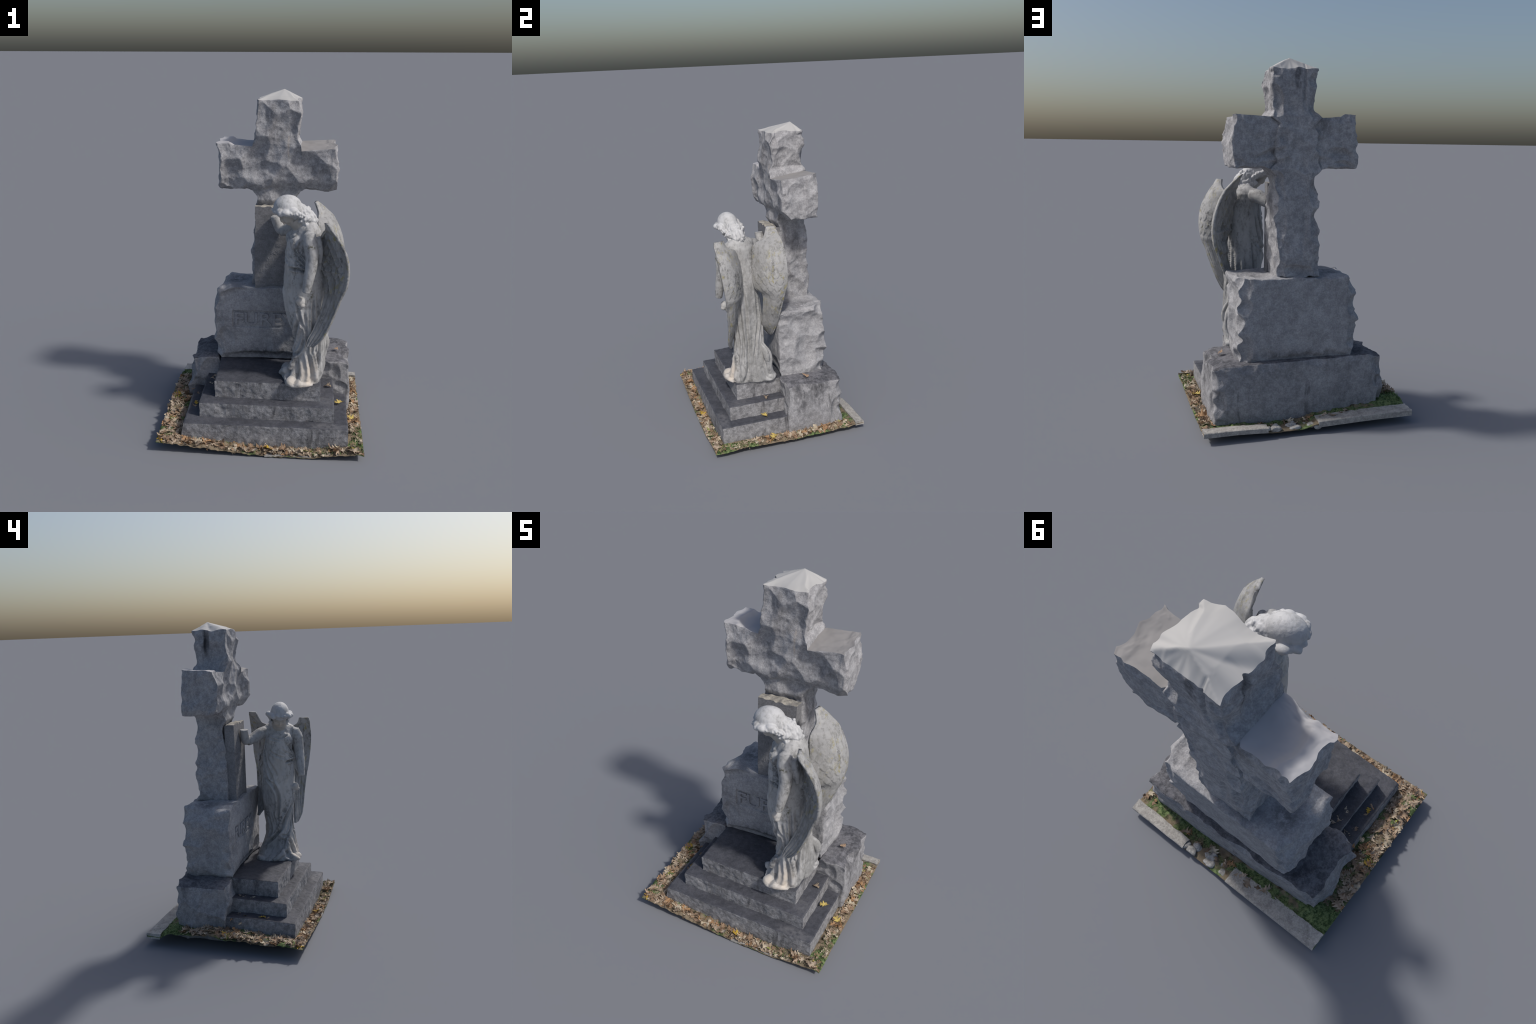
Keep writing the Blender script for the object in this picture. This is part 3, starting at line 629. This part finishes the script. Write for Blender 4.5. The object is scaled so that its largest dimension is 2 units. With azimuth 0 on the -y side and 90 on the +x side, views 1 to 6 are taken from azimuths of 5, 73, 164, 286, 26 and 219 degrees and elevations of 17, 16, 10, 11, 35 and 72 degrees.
def region(name, fsel, mat):
    f = BF[fsel]
    if not len(f): return
    u, inv = np.unique(f.ravel(), return_inverse=True)
    o = new_mesh(name, BV[u], inv.reshape(-1, 4), mat, angel)
    o.data.normals_split_custom_set_from_vertices([tuple(n) for n in N[u]])
    return o
flab = np.array([np.bincount(lab[q], minlength=7).argmax() for q in BF]); ca = Lc2[BF].mean(1)[:, 0]
for i, nm in enumerate(NAMES):
    out = {'robe': 'robe', 'torso': 'torso', 'face': 'head'}.get(nm, nm)
    if nm == 'arm':
        region('arm', (flab == i) & (ca > 0), M_BODY); region('arm', (flab == i) & (ca <= 0), M_BODY)
    else: region(out, flab == i, MATS[nm])

# ------------------------------------------------------------------ wings: hooked shells given by root, two mid points and free edge at each height
def blade(rows):
    """(height, root, free edge, bow): mid points lie on the chord, bowed backwards"""
    out = []
    for z, r, f, bow in rows:
        r, f = np.array(r), np.array(f); d = f - r; L = np.linalg.norm(d); n = np.array([abs(d[1]), -d[0] * np.sign(d[1])]) / max(L, 1e-6)
        out.append((z, tuple(r), tuple(r + d * .36 + n * bow * .85), tuple(r + d * .70 + n * bow), tuple(f)))
    return out
WING_L = blade([(1.331, (.338, -.312), (.356, -.374), .003), (1.305, (.342, -.304), (.370, -.379), .008), (1.285, (.340, -.288), (.385, -.378), .011), (1.262, (.333, -.246), (.402, -.376), .018), (1.204, (.320, -.222), (.438, -.373), .024), (1.14, (.318, -.206), (.461, -.366), .026),
    (1.06, (.325, -.204), (.471, -.356), .026), (.98, (.338, -.210), (.464, -.346), .022), (.945, (.350, -.232), (.452, -.340), .018), (.905, (.350, -.246), (.436, -.336), .016), (.80, (.325, -.265), (.402, -.326), .012),
    (.70, (.288, -.277), (.364, -.321), .008), (.645, (.262, -.281), (.334, -.316), .006), (.598, (.250, -.286), (.296, -.297), .003)])
WING_R = blade([(1.377, (.282, -.016), (.290, .034), .003), (1.35, (.292, -.024), (.324, .043), .008), (1.325, (.300, -.034), (.352, .048), .012), (1.300, (.300, -.056), (.378, .054), .018), (1.278, (.299, -.102), (.394, .057), .022), (1.22, (.305, -.120), (.424, .060), .028), (1.14, (.316, -.128), (.450, .060), .030),
    (1.06, (.328, -.130), (.457, .056), .030), (1.00, (.345, -.122), (.450, .046), .024), (.955, (.362, -.080), (.441, .036), .016), (.85, (.345, -.080), (.402, .023), .012), (.80, (.326, -.078), (.380, .017), .010),
    (.735, (.300, -.082), (.348, .010), .008), (.700, (.282, -.064), (.328, .004), .006), (.66, (.260, -.034), (.302, -.004), .004), (.640, (.252, -.020), (.278, -.006), .003)])
def scallops(s, t, cols, rows, seed):
    """overlapping feather tips; s across 0..1, t down the wing in rows; upper rows lie over lower ones. relief 0..1"""
    k = t * rows; out = np.zeros_like(s); done = np.zeros(s.shape, bool)
    for dr in (-2, -1, 0, 1, 2):
        row = np.floor(k) + dr; j = 2 * (((s * cols + (row % 2) * .5 + .13 * np.sin(row * 5.1)) % 1) - .5)
        edge = row + .95 * np.sqrt(np.clip(1 - j * j, 0, 1)); hit = (k <= edge) & ~done
        out = np.where(hit, np.clip(1 - (edge - k) / 1.2, 0, 1), out); done |= hit
    return out
def wing(st, seed):
    NZ, NS = 230, 64
    zt = np.array([s[0] for s in st]); idx = np.linspace(0, 1, NZ); z = np.interp(idx, np.linspace(0, 1, 200), np.linspace(zt[0], zt[-1], 200))
    ctl = []
    for k in range(4):
        P = np.array([s[k + 1] for s in st]); c = crom(np.hstack([zt[:, None], P]), 400)
        o = np.argsort(c[:, 0]); ctl.append(np.stack([np.interp(z, c[o, 0], c[o, 1]), np.interp(z, c[o, 0], c[o, 2])], 1))
    rings = []; S = np.linspace(0, 1, NS)
    z0, z1 = zt[0], zt[-1]
    for i in range(NZ):
        mid = crom([c[i] for c in ctl], NS); T = np.gradient(mid, axis=0); T /= np.maximum(np.linalg.norm(T, axis=1), 1e-6)[:, None]
        nrm = np.stack([-T[:, 1], T[:, 0]], 1)                     # one side; sign fixed below
        width = np.linalg.norm(ctl[3][i] - ctl[0][i])
        thick = np.minimum(.0105, .33 * width) * (.55 + .45 * np.sin(np.pi * np.clip(S * .9 + .05, 0, 1))) + .001
        dn = (z0 - z[i]) / (z0 - z1)
        wob = fbm(np.stack([mid[:, 0], mid[:, 1], np.full(NS, z[i])], 1), 45, 3, seed) * .0016
        back = mid + BACK * nrm * (thick + wob + BACKREL[0](S, dn, z[i]))[:, None]
        front = mid - BACK * nrm * (thick * .8 + .012 * np.sin(np.pi * S) ** .8 * min(1., width / .12) * float(sstep(1.34, 1.22, z[i])) * float(sstep(.80, .98, z[i])) + wob + BACKREL[1](S, dn, z[i]))[:, None]
        zz = np.full(NS, z[i])
        # lower feather ends are ragged
        ring = np.vstack([np.hstack([back, zz[:, None]]), np.hstack([front[::-1], zz[::-1, None]])])
        rings.append(ring)
    return loft(np.array(rings)[::-1])
def rel_back(S, dn, z):
    a = scallops(S, np.full_like(S, (1.30 - z) / .40), 5, 9, 1) * .0040 * float(sstep(1.24, 1.08, z)) * float(sstep(.93, .99, z))
    g = -.0030 * np.abs(np.cos(np.pi * (S * 4 + .5 * dn))) ** 8 * float(sstep(1.02, .95, z)) * (.5 + .5 * math.sin(z * 31))
    return a * sstep(.0, .12, S) * sstep(1., .88, S) + g
def rel_front(S, dn, z):
    a = scallops(S, np.full_like(S, (1.32 - z) / .34), 4, 7, 2) * .015 * float(sstep(1.29, 1.24, z)) * float(sstep(1.03, 1.05, z)) * sstep(.80, .70, S)
    b = scallops(S, np.full_like(S, (1.10 - z) / .20), 3, 2, 2) * .016 * float(sstep(1.06, 1.04, z)) * float(sstep(.90, .93, z)) * sstep(.9, .8, S)
    g = -.004 * np.abs(np.cos(np.pi * (S * 4 + .8 * dn))) ** 6 * float(sstep(.96, .90, z))
    e = .0018 * vnoise(np.stack([S * 12, np.full_like(S, z * 90), 0 * S], 1), 1., 3) * sstep(.68, .78, S) * float(sstep(.93, 1.0, z))
    return a + b + g + e
BACKREL = (rel_back, rel_front)
BACK = 1.; v, f = wing(WING_L, 3); wl = new_mesh('wing', v, f, M_WING, angel)
BACK = -1.; v2, f2 = wing([(s[0], *[(p[0], p[1]) for p in s[1:]]) for s in WING_R], 4)
WSIGN = None
new_mesh('wing', v2, f2, M_WING, angel)
for o in [o for o in bpy.data.objects if o.name.startswith('wing')]:
    bm = bmesh.new(); bm.from_mesh(o.data); bmesh.ops.recalc_face_normals(bm, faces=bm.faces); bm.to_mesh(o.data); bm.free()

# ================================================================== LAWN PATCH
def prof(pts): p = np.array(pts); return lambda t: np.interp(t, p[:, 0], p[:, 1])
zf = prof([(-.594, .066), (-.468, .054), (-.278, .037), (-.077, .014), (.123, .006), (.266, .007), (.40, .028), (.55, .045), (.594, .034)])
zl = prof([(-.503, .066), (-.363, .078), (-.279, .066), (-.135, .084), (-.018, .084), (.09, .100), (.196, .090), (.333, .094), (.418, .058), (.503, .060)])
zr = prof([(-.503, .034), (-.318, .045), (-.037, .032), (.222, .034), (.503, .050)])
zb = prof([(-.594, .062), (-.285, .060), (-.03, .050), (.05, .030), (.214, .028), (.291, .036), (.382, .042), (.594, .046)])
def ground_z(x, y):
    dl, dr, df, db = x + .594, .594 - x, y + .503, .503 - y
    w = [1 / (np.maximum(d, .002) ** 2) for d in (dl, dr, df, db)]
    return (w[0] * zl(y) + w[1] * zr(y) + w[2] * zf(x) + w[3] * zb(x)) / sum(w)
gx = np.linspace(-.594, .594, 171); gy = np.linspace(-.503, .503, 145)
X, Y = np.meshgrid(gx, gy, indexing='ij'); P = np.stack([X.ravel(), Y.ravel(), 0 * X.ravel()], 1)
Z = ground_z(P[:, 0], P[:, 1])
inb = np.minimum.reduce([P[:, 0] + .594, .594 - P[:, 0], P[:, 1] + .503, .503 - P[:, 1]])
lump = .011 * fbm(P, 30, 3, 7) + .006 * fbm(P, 75, 2, 9)
backside = sstep(.40, .44, P[:, 1])
Z = Z + lump * (1 - .8 * backside) * np.where(inb < .002, .8, 1) + .006 * sstep(0, .03, inb) + .006 * sstep(.02, .08, inb) * (P[:, 0] < 0)
Z = np.maximum(Z, .0035)
nx, ny = len(gx), len(gy); idg = np.arange(nx * ny).reshape(nx, ny)
Ft = np.stack([idg[:-1, :-1], idg[1:, :-1], idg[1:, 1:], idg[:-1, 1:]], -1).reshape(-1, 4)
topv = np.stack([P[:, 0], P[:, 1], Z], 1); botv = topv.copy(); botv[:, 2] -= .0035
bnd = np.concatenate([idg[:, 0], idg[-1, 1:], idg[-2::-1, -1], idg[0, -2:0:-1]]); nb_ = np.roll(bnd, -1)
Fs = np.stack([bnd, bnd + nx * ny, nb_ + nx * ny, nb_], 1)
VV = np.vstack([topv, botv]); FF = np.vstack([Ft, Ft[:, ::-1] + nx * ny, Fs])
m = Mat('turf_and_litter', .95, .1)
gmask = m.ramp(m.math('ADD', m.noise(7, 4, .6, loc=(2, 9, 0)), m.math('ADD', m.math('MULTIPLY', m.blob((.60, -.40, .04), (.12, .30, .3)), .10), m.math('ADD', m.math('MULTIPLY', m.blob((-.55, .36, .07), (.2, .22, .3)), .16), m.math('MULTIPLY', m.blob((-.2, .42, .05), (.4, .06, .3)), .10)))), .50, .60)
soil = m.mix(m.ramp(m.noise(38, 5, .7), .36, .64), (.045, .038, .028), (.15, .118, .082))
soil = m.mix(m.ramp(m.voro(26), .25, .5), soil, (.23, .185, .13))
gr = m.mix(m.ramp(m.noise(70, 4, .7), .35, .65), (.045, .075, .03), (.20, .26, .115))
m.colour(m.mix(gmask, soil, gr)); m.bump(m.noise(110, 4, .7), .006, .8); TURF = m.m
patch = new_mesh('lawn_patch', VV, FF, TURF, monument)

# kerb stones behind, broken in the middle, and a bit of paving at the front edge
KERB = granite('kerb_concrete', (.46, .44, .41), (.34, .325, .305), .45, 0., fine=.8)
def slab(name, box, seed, mat, d=(.001, .005), res=.006, tilt=None):
    V, F, flags, names, P0 = rough_block([box], res, {'+x': (scoops(seed, (box[2], box[4]), (box[3], box[5]), 4, (.02, .04), d), .002), '-x': (scoops(seed + 1, (box[2], box[4]), (box[3], box[5]), 4, (.02, .04), d), .002),
        '-y': (scoops(seed + 2, (box[0], box[4]), (box[1], box[5]), 10, (.02, .05), d), .004), '+z': ([], .0015)}, seed, .0008)
    e = flags['+z'] & flags['+y']; V[e, 2] -= .004
    if tilt: V[:, 2] += tilt(P0[:, 0])
    return new_mesh(name, V, F, mat, patch, angle=50)
slab('kerb', (-.594, -.035, .412, .506, .0, .034), 131, KERB, tilt=lambda x: np.interp(x, [-.594, -.285, -.03], [.044, .040, .030]))
slab('kerb', (.245, .597, .446, .506, .0, .028), 141, KERB, tilt=lambda x: np.interp(x, [.245, .4, .594], [.030, .036, .036]))
slab('paving', (.03, .30, -.502, -.470, .0, .010), 151, KERB, tilt=lambda x: 0 * x + .003)
RUB = granite('rubble_stone', (.50, .49, .47), (.30, .29, .28), .6, 0.)
Rr = random.Random(77)
for k in range(16):
    c = (Rr.uniform(-.04, .25), Rr.uniform(.44, .49), .032 + Rr.uniform(0, .010)); r = Rr.uniform(.010, .026)
    v, f = ball(c, (r * 1.2, r, r * .55), None, 10); v = v + .35 * r * np.stack([fbm(v, 40, 2, k), fbm(v, 40, 2, k + 50), fbm(v, 40, 2, k + 90)], 1)
    v[:, 1] = np.minimum(v[:, 1], .502); new_mesh('rubble_stone', v, f, RUB, patch)

# ------------------------------------------------------------------ oak leaves
def leaf_mesh(name, seed, length=.05, lobes=3):
    R = random.Random(seed); n = 22; V = []; F = []; cols = 5
    curl = R.uniform(-.9, 1.6); fold = R.uniform(-.5, .9); twist = R.uniform(-.6, .6); ph = R.uniform(0, 6)
    for i in range(n):
        t = i / (n - 1); env = math.sin(math.pi * min(1, t * .96 + .02)) ** .7
        if t < .14: w = .0022
        else:
            u = (t - .14) / .86; env = math.sin(math.pi * (u * .93 + .035)) ** .75
            w = length * .40 * env * (.66 + .34 * math.cos(2 * math.pi * lobes * u + math.pi))
        for j in range(cols):
            s = (j / (cols - 1) - .5) * 2; x = s * w * (1 + .12 * math.sin(5 * t + ph)); y = (t - .5) * length
            h = fold * abs(x) * .8 + curl * (t - .5) ** 2 * length * .9 + twist * x * (t - .5) * 1.6 + .05 * length * math.sin(7 * t + ph + 2 * s)
            V.append((x, y + abs(s) * w * .25, h))
    for i in range(n - 1):
        for j in range(cols - 1): a = i * cols + j; F.append((a, a + 1, a + cols + 1, a + cols))
    return V, F
def leaf_mat(name, pal):
    m = Mat(name, .75, .25)
    inf = m.n.new('ShaderNodeObjectInfo').outputs['Random']; geo = m.n.new('ShaderNodeNewGeometry').outputs['Random Per Island']
    f = m.math('FRACT', m.math('ADD', m.math('MULTIPLY', inf, 7.3), geo), 0)
    k = m.n.new('ShaderNodeValToRGB'); k.color_ramp.interpolation = 'CONSTANT'; m.l.new(f, k.inputs[0])
    e = k.color_ramp.elements
    while len(e) < len(pal): e.new(.5)
    for i, c in enumerate(pal): e[i].position = i / len(pal); e[i].color = (*c, 1)
    c = m.mix(m.ramp(m.noise(60, 3, .6), .35, .7, 0, .45), k.outputs[0], (.13, .075, .045))
    m.colour(c); m.b.inputs['Roughness'].default_value = .7
    tr = m.n.new('ShaderNodeBsdfTranslucent'); m.l.new(c, tr.inputs['Color']); mx = m.n.new('ShaderNodeMixShader'); mx.inputs[0].default_value = .12
    out = m.n['Material Output']; m.l.new(m.b.outputs[0], mx.inputs[1]); m.l.new(tr.outputs[0], mx.inputs[2]); m.l.new(mx.outputs[0], out.inputs['Surface'])
    return m.m
LEAF = leaf_mat('dry_oak_leaf', [(.50, .39, .29), (.32, .22, .145), (.58, .49, .39), (.42, .30, .205), (.26, .18, .125), (.54, .44, .34), (.43, .26, .14), (.61, .54, .42), (.36, .29, .22), (.50, .41, .31)])
LEAF_Y = leaf_mat('yellow_leaf', [(.62, .42, .06), (.66, .52, .16), (.45, .50, .14)])
lib = []
for k in range(9):
    v, f = leaf_mesh('leaf', 300 + k, lobes=3 if k % 3 else 4); me = bpy.data.meshes.new('leaf'); me.from_pydata(v, [], f); me.materials.append(LEAF)
    me.polygons.foreach_set('use_smooth', np.full(len(f), True)); me.update(); lib.append((me, np.array(v), f))
liby = lib[1][0].copy(); liby.materials.clear(); liby.materials.append(LEAF_Y)
Rl = random.Random(2024)
def place(x, y, z, sc, tilt=.45, mesh=None, parent=patch):
    me = mesh or Rl.choice(lib)[0]; o = bpy.data.objects.new('leaf', me); SC.collection.objects.link(o); o.parent = parent
    o.matrix_local = Matrix.Translation((x, y, z)) @ Matrix.Rotation(Rl.uniform(0, 6.28), 4, 'Z') @ Matrix.Rotation(Rl.uniform(-tilt, tilt), 4, 'X') @ Matrix.Rotation(Rl.uniform(-tilt, tilt) + (math.pi if Rl.random() < .35 else 0), 4, 'Y') @ Matrix.Scale(sc, 4)
    return o
def strip(rect, n, **k):
    for _ in range(n):
        x = Rl.uniform(rect[0], rect[1]); y = Rl.uniform(rect[2], rect[3])
        x = min(.565, max(-.565, x)); y = min(.475, max(-.475, y))
        z = max(.017, float(ground_z(np.array([x]), np.array([y]))[0])) + Rl.uniform(.006, .018)
        place(x, y, z, Rl.uniform(.85, 1.5), mesh=(liby if Rl.random() < .05 else None), **k)
strip((-.58, .55, -.487, -.445), 96); strip((-.585, -.475, -.48, .15), 104); strip((.525, .58, -.30, .36), 50)
strip((-.58, -.49, .15, .30), 10); strip((-.30, .30, .41, .44), 16); strip((.52, .58, .3, .42), 8)
for (x, y, z) in ((-.40, -.10, .165), (-.40, -.18, .165), (-.385, -.05, .165), (-.41, -.24, .165), (-.32, -.06, .258), (-.32, -.12, .258), (-.30, -.04, .258), (.385, -.10, .258), (.44, .16, .388), (-.45, -.02, .16), (-.46, -.08, .14)):
    place(x, y, z, Rl.uniform(.7, 1.05), .3, parent=monument)
place(.462, -.135, .168, 1.15, .25, liby, monument); place(-.405, -.21, .166, .8, .25, liby, monument)

# small broken litter and grass, uncountable: joined
def litter(n, seed):
    R = random.Random(seed); Vs = []; Fs_ = []; o = 0
    zones = [((-.59, .585, -.498, -.440), .36), ((-.59, -.475, -.48, .28), .40), ((.52, .588, -.45, .42), .24)]
    for _ in range(n):
        u = R.random(); 
        for rc, w in zones:
            if u < w: break
            u -= w
        x = R.uniform(rc[0], rc[1]); y = R.uniform(rc[2], rc[3]); z = max(.012, float(ground_z(np.array([x]), np.array([y]))[0])) + R.uniform(.002, .012)
        me, v, f = R.choice(lib); M = np.array(Matrix.Rotation(R.uniform(0, 6.28), 3, 'Z') @ Matrix.Rotation(R.uniform(-.5, .5), 3, 'X') @ Matrix.Rotation(R.uniform(-.5, .5), 3, 'Y'))
        w_ = (v * R.uniform(.45, 1.1)) @ M.T + np.array([x, y, z]); w_[:, 0] = np.clip(w_[:, 0], -.594, .594); w_[:, 1] = np.clip(w_[:, 1], -.503, .503); w_[:, 2] = np.maximum(w_[:, 2], .003)
        Vs.append(w_); Fs_ += [tuple(i + o for i in q) for q in f]; o += len(v)
    return np.vstack(Vs), Fs_
v, f = litter(420, 9); lo = new_mesh('leaf_litter', v, f, LEAF, patch); lo['kind'] = 'stuff'
GR = Mat('grass_blade', .7, .2); GR.colour(GR.mix(GR.ramp(GR.noise(40, 3), .35, .65), (.055, .105, .035), (.22, .30, .12)))
Rg = random.Random(5); gv = []; gf = []
spots = [((.53, .59, -.49, -.22), 420), ((-.585, -.49, .22, .47), 420), ((-.45, -.02, .403, .418), 260), ((-.35, .45, -.445, -.432), 260), ((.3, .59, -.495, -.45), 160), ((-.585, -.48, -.2, .1), 90), ((.525, .585, -.1, .4), 160), ((-.02, .3, .405, .44), 120)]
for rc, n in spots:
    for _ in range(n):
        x = Rg.uniform(rc[0], rc[1]); y = Rg.uniform(rc[2], rc[3]); z = max(.006, float(ground_z(np.array([x]), np.array([y]))[0])) + .002
        h = Rg.uniform(.008, .022); t = Rg.uniform(0, 6.28); dx, dy = math.cos(t), math.sin(t); w = .0016; k = len(gv); lean = Rg.uniform(.2, 1.1) * h
        c = lambda X_, Y_: (min(.594, max(-.594, X_)), min(.503, max(-.503, Y_)))
        gv += [(*c(x - dy * w, y + dx * w), z), (*c(x + dy * w, y - dx * w), z), (*c(x + dx * lean * .4 + dy * w * .7, y + dy * lean * .4 - dx * w * .7), z + h * .6), (*c(x + dx * lean * .4 - dy * w * .7, y + dy * lean * .4 + dx * w * .7), z + h * .6), (*c(x + dx * lean, y + dy * lean), z + h)]
        gf += [(k, k + 1, k + 2, k + 3), (k + 3, k + 2, k + 4)]
go = new_mesh('grass', gv, gf, GR.m, patch); go['kind'] = 'stuff'
